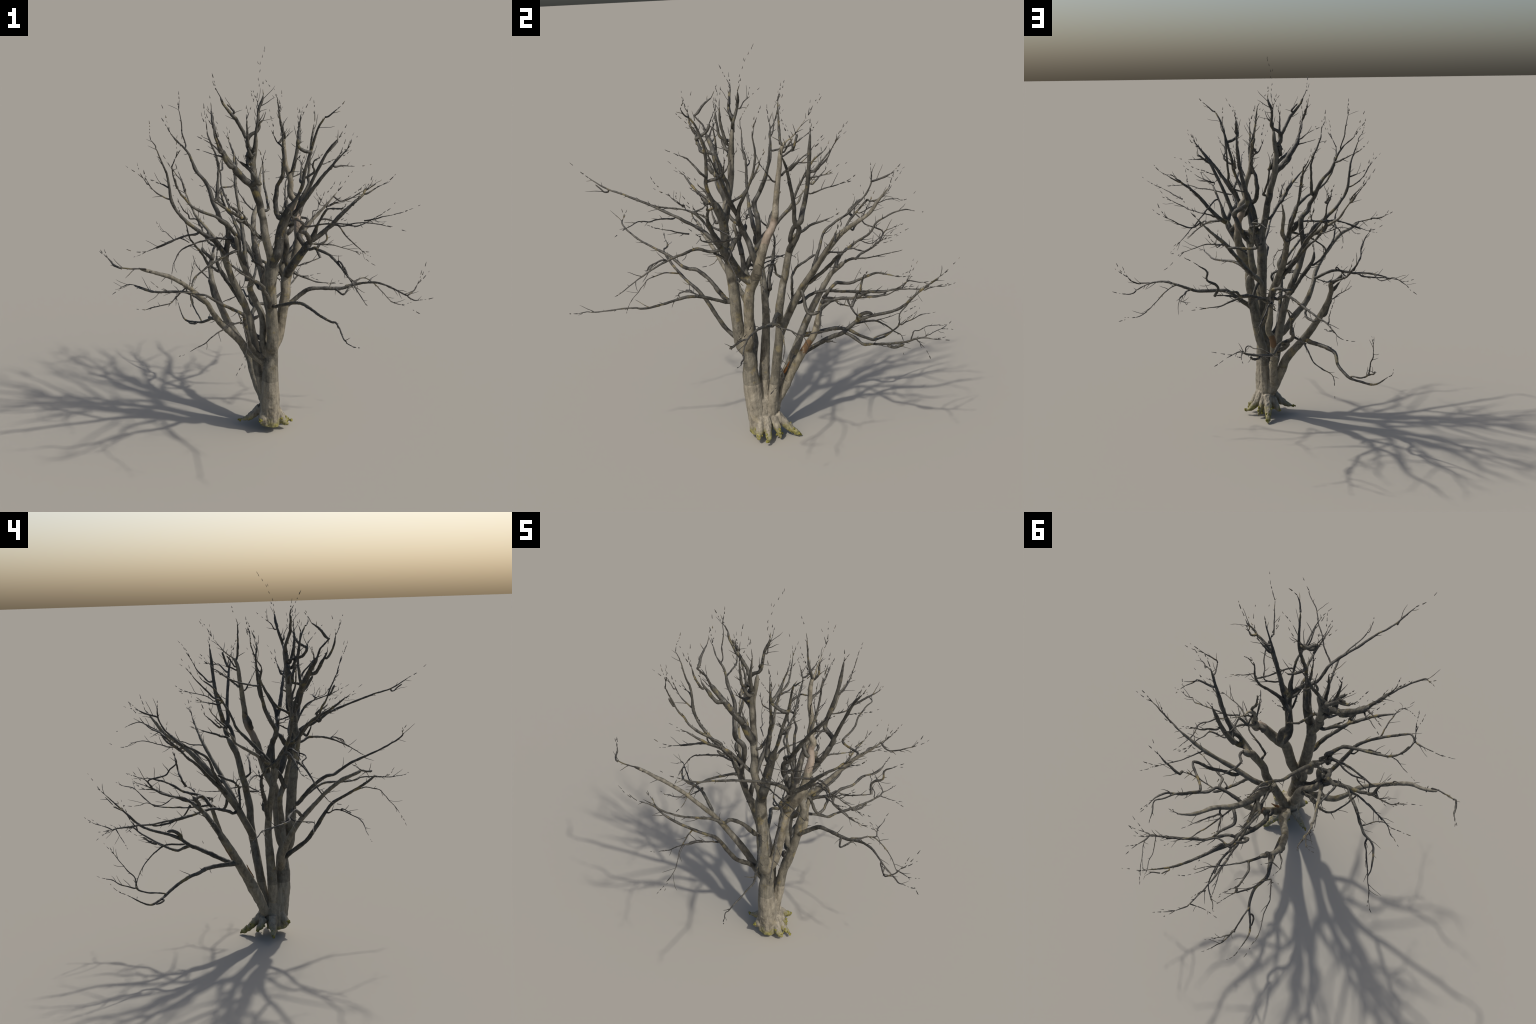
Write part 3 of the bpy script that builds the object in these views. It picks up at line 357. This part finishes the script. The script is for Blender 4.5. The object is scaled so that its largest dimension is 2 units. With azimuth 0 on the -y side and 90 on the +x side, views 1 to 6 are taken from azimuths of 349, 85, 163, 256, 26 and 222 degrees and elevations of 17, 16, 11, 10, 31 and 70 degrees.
def bark(name, light, dark, lichen=0.35, blotch=0.5, rough=0.62, moss=False, patch=None, grain=1.0):
    """Grey-brown bark: fine streaks, black blotches, ochre lichen; optional moss
    at the foot and an optional patch of bare wood round a point."""
    m = bpy.data.materials.new(name)
    m.use_nodes = True
    nt = m.node_tree
    bsdf = nt.nodes["Principled BSDF"]
    tc = nt.nodes.new("ShaderNodeTexCoord").outputs["Object"]

    def noise_tex(scale, detail=4.0, stretch=None, rough_=0.6):
        src = tc
        if stretch:
            mp = nt.nodes.new("ShaderNodeMapping")
            mp.inputs["Scale"].default_value = stretch
            nt.links.new(tc, mp.inputs[0])
            src = mp.outputs[0]
        n = nt.nodes.new("ShaderNodeTexNoise")
        n.inputs["Scale"].default_value = scale
        n.inputs["Detail"].default_value = detail
        n.inputs["Roughness"].default_value = rough_
        nt.links.new(src, n.inputs[0])
        return n.outputs[0]

    streak = noise_tex(60 * grain, 5, (1, 1, 0.22))
    fine = noise_tex(210 * grain, 3)
    broad = noise_tex(9, 3)
    col = ramp(nt, [(0.30, dark), (0.48, tuple(0.5 * (a + b) for a, b in zip(light, dark))), (0.66, light)], streak)
    col = mix(nt, ramp(nt, [(0.35, (0, 0, 0)), (0.7, (1, 1, 1))], fine), col, mix(nt, 0.55, col, light))
    # black algae blotches
    bl = ramp(nt, [(0.50 - 0.12 * blotch + 0.04, (0, 0, 0)), (0.60, (1, 1, 1))], noise_tex(24, 6, None, 0.7))
    bl = math_(nt, "MULTIPLY", bl, 0.75 * blotch)
    col = mix(nt, bl, col, tuple(0.32 * c for c in dark))
    # ochre and pale lichen
    li = ramp(nt, [(0.57, (0, 0, 0)), (0.66, (1, 1, 1))], noise_tex(17, 5, None, 0.65))
    li = math_(nt, "MULTIPLY", li, lichen)
    lic = ramp(nt, [(0.4, (0.17, 0.145, 0.055)), (0.62, (0.30, 0.22, 0.06))], broad)
    col = mix(nt, li, col, lic)
    pale = ramp(nt, [(0.66, (0, 0, 0)), (0.72, (1, 1, 1))], noise_tex(46, 3))
    col = mix(nt, math_(nt, "MULTIPLY", pale, 0.35 * lichen + 0.1), col, (0.33, 0.34, 0.31))
    if patch:
        centre, radius, wood = patch
        d = nt.nodes.new("ShaderNodeVectorMath")
        d.operation = "DISTANCE"
        d.inputs[1].default_value = centre
        nt.links.new(tc, d.inputs[0])
        f = math_(nt, "SUBTRACT", 1.0, math_(nt, "DIVIDE", d.outputs["Value"], radius))
        f = math_(nt, "ADD", f, math_(nt, "MULTIPLY", math_(nt, "SUBTRACT", noise_tex(30, 4), 0.5), 1.6))
        f = ramp(nt, [(0.20, (0, 0, 0)), (0.32, (1, 1, 1))], f)
        col = mix(nt, f, col, mix(nt, streak, tuple(0.6 * c for c in wood), wood))
    if moss:
        sep = nt.nodes.new("ShaderNodeSeparateXYZ")
        nt.links.new(tc, sep.inputs[0])
        h = math_(nt, "ADD", sep.outputs[2], math_(nt, "MULTIPLY", math_(nt, "SUBTRACT", noise_tex(26, 5), 0.5), 0.16))
        f = ramp(nt, [(0.030, (1, 1, 1)), (0.075, (0, 0, 0))], h)
        col = mix(nt, math_(nt, "MULTIPLY", f, 0.85), col, ramp(nt, [(0.35, (0.085, 0.085, 0.018)), (0.65, (0.26, 0.235, 0.060))], noise_tex(70, 4)))
    nt.links.new(col, bsdf.inputs["Base Color"])
    bsdf.inputs["Roughness"].default_value = rough
    bsdf.inputs["Specular IOR Level"].default_value = 0.35
    bump = nt.nodes.new("ShaderNodeBump")
    bump.inputs["Strength"].default_value = 0.55
    bump.inputs["Distance"].default_value = 0.004
    nt.links.new(math_(nt, "ADD", math_(nt, "MULTIPLY", streak, 1.2), math_(nt, "MULTIPLY", fine, 0.5)), bump.inputs["Height"])
    nt.links.new(bump.outputs[0], bsdf.inputs["Normal"])
    return m


TRUNK_BARK = bark("trunk_bark", (0.262, 0.236, 0.182), (0.095, 0.084, 0.063), lichen=0.12, blotch=0.30, rough=0.7, moss=True)
STEM_BARK = bark("stem_bark", (0.180, 0.164, 0.126), (0.054, 0.050, 0.040), lichen=0.30, blotch=0.55)
WOUND_BARK = bark("wounded_stem_bark", (0.225, 0.200, 0.145), (0.085, 0.076, 0.056), lichen=0.25, blotch=0.5,
                  patch=((0.085, 0.185, 0.485), 0.06, (0.17, 0.10, 0.05)))
BARE_BARK = bark("barked_off_stem", (0.215, 0.190, 0.14), (0.08, 0.072, 0.054), lichen=0.3, blotch=0.55,
                 patch=((0.208, 0.01, 1.13), 0.085, (0.27, 0.22, 0.17)))
LIMB_BARK = bark("limb_bark", (0.088, 0.082, 0.066), (0.022, 0.022, 0.021), lichen=0.42, blotch=0.8, rough=0.56, grain=1.3)
TWIG_BARK = bark("twig_bark", (0.060, 0.054, 0.043), (0.015, 0.015, 0.016), lichen=0.32, blotch=0.8, rough=0.5, grain=1.8)
MOSS = bark("moss", (0.22, 0.20, 0.045), (0.07, 0.07, 0.014), lichen=0.0, blotch=0.2, rough=0.95, grain=2)
WOOD = bark("torn_wood", (0.34, 0.15, 0.045), (0.14, 0.055, 0.02), lichen=0.0, blotch=0.25, grain=1.5)


# ----------------------------------------------------------------- build ----
tree = bpy.data.objects.new("bare_tree", None)
bpy.context.scene.collection.objects.link(tree)
tree["label"] = "leafless many-stemmed old tree with dark crooked branches and mossy roots"
tree["category"] = "tree"

def full_length(P):
    return float(np.linalg.norm(np.diff(P[:, :3], axis=0), axis=1).sum())


def thin(d):
    """Measured widths include the pixel blur: take it off again."""
    return max(2.2, d * 0.95 - 0.5)


spines = []
for s in SPINES:
    s = s.copy()
    s[:, 3] = [thin(d) for d in s[:, 3]]
    spines.append(s)

# which spine ends are free tips (nothing goes on from there)
ALL = np.vstack([resample(s, 0.008) for s in spines])
OWN = np.concatenate([[i] * len(resample(s, 0.008)) for i, s in enumerate(spines)])
free_tip = []
for i, s in enumerate(spines):
    other = ALL[OWN != i]
    d = np.linalg.norm(other[:, :3] - s[-1, :3], axis=1)
    on = d < 0.012 + other[:, 3] / 2000
    free_tip.append(not on.any())
    if free_tip[-1]:
        s[-1, 3] = min(s[-1, 3], max(3.0, 0.55 * s[-1, 3]))

BIG = 29.0
big = [i for i, s in enumerate(spines) if s[:, 3].max() >= BIG]
small = [i for i in range(len(spines)) if i not in big]

# ---- trunk, stems and roots: one skin, cut into parts afterwards
chunks = [tube(spines[i], seed=i * 3.7, rough=0.05, tip=0.6) for i in big]
chunks += [tube(r, seed=50 + i, rough=0.10) for i, r in enumerate(ROOTS)]
chunks += [tube(FOOT, seed=77, rough=0.05)]
V, F = merge(chunks)
raw = mesh_object("raw", V, F, STEM_BARK, None)
mod = raw.modifiers.new("skin", "REMESH")
mod.mode = "VOXEL"
mod.voxel_size = 0.0034
dg = bpy.context.evaluated_depsgraph_get()
skin = bpy.data.meshes.new_from_object(raw.evaluated_get(dg))
bpy.data.objects.remove(raw)
n = len(skin.vertices)
co = np.empty(n * 3)
skin.vertices.foreach_get("co", co)
co = co.reshape(-1, 3)
ed = np.empty(len(skin.edges) * 2, int)
skin.edges.foreach_get("vertices", ed)
ed = ed.reshape(-1, 2)
deg = np.bincount(ed.ravel(), minlength=n)[:, None]
for _ in range(3):
    acc = np.zeros_like(co)
    np.add.at(acc, ed[:, 0], co[ed[:, 1]])
    np.add.at(acc, ed[:, 1], co[ed[:, 0]])
    co = co + 0.5 * (acc / np.maximum(deg, 1) - co)
skin.vertices.foreach_set("co", co.ravel())
skin.update()
nor = np.empty(n * 3)
skin.vertices.foreach_get("normal", nor)
nor = nor.reshape(-1, 3)
# ridged bark: long furrows low on the trunk, soft lumps higher up
amp = np.interp(co[:, 2], [0.0, 0.10, 0.22, 0.40, 2.0], [0.0040, 0.0034, 0.0020, 0.0010, 0.0008])
disp = np.array([noise.noise(Vector((x * 62, y * 62, z * 9))) * 1.1 + 0.7 * noise.noise(Vector((x * 150, y * 150, z * 60)))
                 for x, y, z in co])
lump = np.array([noise.noise(Vector((x * 26, y * 26, z * 17))) for x, y, z in co])
co = co + nor * (amp * disp + 0.0016 * lump)[:, None]
low = 0.0225 - 0.112 * co[:, 0] - 0.130 * co[:, 1]
low = np.maximum(low, 0.0)
co[:, 2] = np.maximum(co[:, 2], low)
skin.vertices.foreach_set("co", co.ravel())
skin.update()
skin.vertices.foreach_get("normal", nor.reshape(-1))
nor = np.empty(n * 3)
skin.vertices.foreach_get("normal", nor)
nor = nor.reshape(-1, 3)
# label every face with the spine it lies on
polys = [tuple(p.vertices) for p in skin.polygons]
cen = np.array([co[list(p)].mean(0) for p in polys])
lab = np.full(len(polys), -1)
best = np.full(len(polys), 9.0)
axes = [("stem", i, resample(spines[i], 0.006)) for i in big] + [("root", k, resample(r, 0.006)) for k, r in enumerate(ROOTS)]
for a, (kind, i, C) in enumerate(axes):
    lo, hi = C[:, :3].min(0) - 0.09, C[:, :3].max(0) + 0.09
    sel = np.where(((cen > lo) & (cen < hi)).all(1))[0]
    if not len(sel):
        continue
    for part in np.array_split(sel, max(1, len(sel) // 4000)):
        d = np.linalg.norm(cen[part][:, None] - C[None, :, :3], axis=2) - C[None, :, 3] / 2000
        d = d.min(1)
        ok = d < best[part]
        best[part[ok]] = d[ok]
        lab[part[ok]] = a
FOOT_TOP = 0.30
for f in range(len(polys)):
    a = lab[f]
    r = math.hypot(cen[f][0] - 0.05, cen[f][1] + 0.05)
    if a < 0 or (axes[a][0] == "root" and r < 0.075) or (axes[a][0] == "stem" and cen[f][2] < FOOT_TOP):
        lab[f] = -1
tree_parts = {}
for a in sorted(set(lab.tolist())):
    ids = np.where(lab == a)[0]
    if len(ids) < 30:
        continue
    used = sorted({v for f in ids for v in polys[f]})
    back = {v: k for k, v in enumerate(used)}
    if a < 0:
        name, mat = "trunk", TRUNK_BARK
    elif axes[a][0] == "root":
        name, mat = "root", TRUNK_BARK
    else:
        s = spines[axes[a][1]]
        name = "stem" if s[0, 2] < 0.75 and s[:, 3].max() > 34 else "limb"
        mat = STEM_BARK if name == "stem" else LIMB_BARK
        mid = s[:, :3]
        if np.min(np.linalg.norm(mid - np.array((0.085, 0.18, 0.485)), axis=1)) < 0.03:
            mat = WOUND_BARK
        if np.min(np.linalg.norm(mid - np.array((0.206, -0.025, 1.068)), axis=1)) < 0.03:
            mat = BARE_BARK
    ob = mesh_object(name, co[used], [tuple(back[v] for v in polys[f]) for f in ids], mat, tree)
    ob.data.normals_split_custom_set_from_vertices([tuple(nor[v]) for v in used])
    if a >= 0 and axes[a][0] == "stem":
        tree_parts[axes[a][1]] = ob
bpy.data.meshes.remove(skin)

# ---- limbs, branches and twigs, each a rough tube of its own
STEM_PTS = np.vstack([np.c_[resample(spines[i], 0.01)[:, :3], np.full(len(resample(spines[i], 0.01)), i)] for i in big])


def stem_of(p):
    d = np.linalg.norm(STEM_PTS[:, :3] - np.asarray(p[:3]), axis=1)
    return tree_parts.get(int(STEM_PTS[d.argmin(), 3]), tree)


for i in small:
    s = spines[i]
    d = s[:, 3].max()
    name, mat = ("limb", LIMB_BARK) if d > 19 else ("branch", LIMB_BARK if d > 11 else TWIG_BARK) if d > 8 else ("twig", TWIG_BARK)
    v, f = tube(s, seed=i * 3.7, rough=0.20, wobble=0.0020 if d > 11 else 0.0026)
    mesh_object(name, v, f, mat, stem_of(s[0]))

# ---- side twigs: short crooked spurs on every thin limb
CENTRE = np.array((0.03, -0.02, 0.0))


def crooked(start, direction, length, d0, d1, bend=0.5, up=0.25):
    pts, p, dirn = [], np.array(start, float), np.array(direction, float)
    k = max(3, int(length / 0.018))
    for j in range(k + 1):
        t = j / k
        pts.append((*p, d0 + (d1 - d0) * t))
        dirn = dirn + np.array([RNG.uniform(-1, 1), RNG.uniform(-1, 1), RNG.uniform(-0.8, 1)]) * bend * 0.45
        dirn[2] += up * 0.12
        dirn /= np.linalg.norm(dirn)
        p = p + dirn * length / k
    return pts


twigs = []
for i, s in enumerate(spines):
    C = resample(s, 0.006)
    T = np.gradient(C[:, :3], axis=0)
    T /= np.linalg.norm(T, axis=1, keepdims=True) + 1e-9
    L = full_length(s)
    dist = RNG.uniform(0.01, 0.06)
    while dist < L:
        j = min(len(C) - 1, int(dist / 0.006))
        d = C[j, 3]
        dist += RNG.uniform(0.022, 0.060) * (1.0 if d < 16 else 1.9)
        if d > 24 or C[j, 2] < 0.42:
            continue
        side = np.cross(T[j], np.array([RNG.uniform(-1, 1), RNG.uniform(-1, 1), RNG.uniform(-1, 1)]))
        side /= np.linalg.norm(side) + 1e-9
        out = C[j, :3] - CENTRE
        out[2] = 0.25
        out /= np.linalg.norm(out)
        direction = T[j] * RNG.uniform(0.5, 1.0) + side * 0.8 + out * 0.25
        direction /= np.linalg.norm(direction)
        length = RNG.choice((0.012, 0.018, 0.022, 0.032, 0.05, 0.075)) * RNG.uniform(0.8, 1.2)
        twigs.append((crooked(C[j, :3], direction, length, min(d * 0.6, RNG.uniform(3.0, 5.0)), 1.9), i))

# ---- fine ends: every free tip runs out into forked twigs and loose bits left by the scan
fragments = []
for i, s in enumerate(spines):
    if not free_tip[i]:
        continue
    C = resample(s, 0.006)
    T = C[-1, :3] - C[max(0, len(C) - 8), :3]
    T /= np.linalg.norm(T) + 1e-9
    p = C[-1, :3]
    for k in range(RNG.choice((1, 2, 2, 3))):
        direction = T + np.array([RNG.uniform(-1, 1), RNG.uniform(-1, 1), RNG.uniform(-0.5, 0.9)]) * 0.40
        direction /= np.linalg.norm(direction)
        whole = crooked(p, direction, RNG.uniform(0.05, 0.15), 4.2, 2.4, bend=0.35)
        C2 = resample(whole, 0.004)
        a, solid = 0, RNG.uniform(0.0, 0.5)
        while a < len(C2) - 3:
            t = a / len(C2)
            if t < solid:
                b = max(4, int(solid * len(C2)))
                twigs.append(([tuple(q) for q in C2[a:b:3]] if b - a > 7 else [tuple(C2[a]), tuple(C2[min(b, len(C2) - 1)])], i))
                a = b + RNG.randint(1, 4)
            else:
                b = min(len(C2) - 1, a + RNG.randint(2, 6))
                if RNG.random() < 0.75:
                    q = C2[[a, (a + b) // 2, b]].copy()
                    q[:, 3] *= RNG.uniform(0.8, 1.5)
                    fragments.append(q)
                a = b + RNG.randint(2, 7)

# the floating bits the scan left above the very top, and the swollen dead tops
for x, y, z in ((0.030, -0.018, 1.982), (0.025, -0.024, 1.970), (0.012, -0.040, 1.945), (-0.002, -0.057, 1.914), (-0.010, -0.062, 1.918),
                (-0.006, -0.070, 1.880), (-0.013, -0.085, 1.843), (-0.012, -0.090, 1.815)):
    a = np.array((x, y, z - 0.008, 2.0))
    b = np.array((x + RNG.uniform(-0.004, 0.004), y + 0.003, z, 3.6))
    fragments.append(np.array([a, b, b + np.array((0.001, 0.002, 0.006, -1.6))]))

# torn stub of orange wood and moss cushions at the foot
v, f = tube([(0.040, 0.055, 0.335, 15), (0.052, 0.072, 0.372, 12), (0.066, 0.085, 0.408, 5)], seed=5, rough=0.25)
mesh_object("torn_stub", v, f, WOOD, tree)
cushions = []
for k in range(70):
    r = ROOTS[k % len(ROOTS)]
    t = RNG.uniform(0.45, 1.0)
    C = resample(r, 0.004)
    c = C[int(t * (len(C) - 1))]
    rad = RNG.uniform(0.003, 0.008)
    p = c[:3] + np.array((RNG.uniform(-1, 1), RNG.uniform(-1, 1), RNG.uniform(-0.5, 0.6))) * c[3] / 2000
    p[2] = max(p[2], 0.004)
    q = [(*(p + np.array((0, 0, -rad))), rad * 1200), (*p, rad * 2200), (*(p + np.array((RNG.uniform(-1, 1) * rad, RNG.uniform(-1, 1) * rad, rad))), rad * 900)]
    cushions.append(tube(q, seed=k, rough=0.6, sides=8, step=0.003))
v, f = merge(cushions)
ob = mesh_object("moss_cushions", v, f, MOSS, tree)
ob["kind"] = "stuff"

inside = lambda q: np.abs(np.array(q)[:, 0] - 0.03).max() < 0.845 and np.abs(np.array(q)[:, 1]).max() < 0.975
fragments = [q for q in fragments if inside(q)]
twigs = [t for t in twigs if inside(t[0])]
groups = {}
kept = sorted(range(len(twigs)), key=lambda k: -full_length(np.array(twigs[k][0])))
for rank, k in enumerate(kept):
    pts, i = twigs[k]
    v, f = tube(pts, seed=k * 1.3, rough=0.18, sides=5, step=0.007)
    if rank < 200:
        mesh_object("twig", v, f, TWIG_BARK, stem_of(pts[0]))
    else:
        groups.setdefault("twig_spurs", []).append((v, f))
for q in fragments:  # detached pieces imitate floating fragments of the scan
    groups.setdefault("floating_scan_bits", []).append(tube([tuple(r) for r in q], seed=float(q[0, 0]) * 9, rough=0.35, sides=5, step=0.006))
for name, parts in groups.items():
    v, f = merge(parts)
    ob = mesh_object(name, v, f, TWIG_BARK, tree)
    ob["kind"] = "stuff"
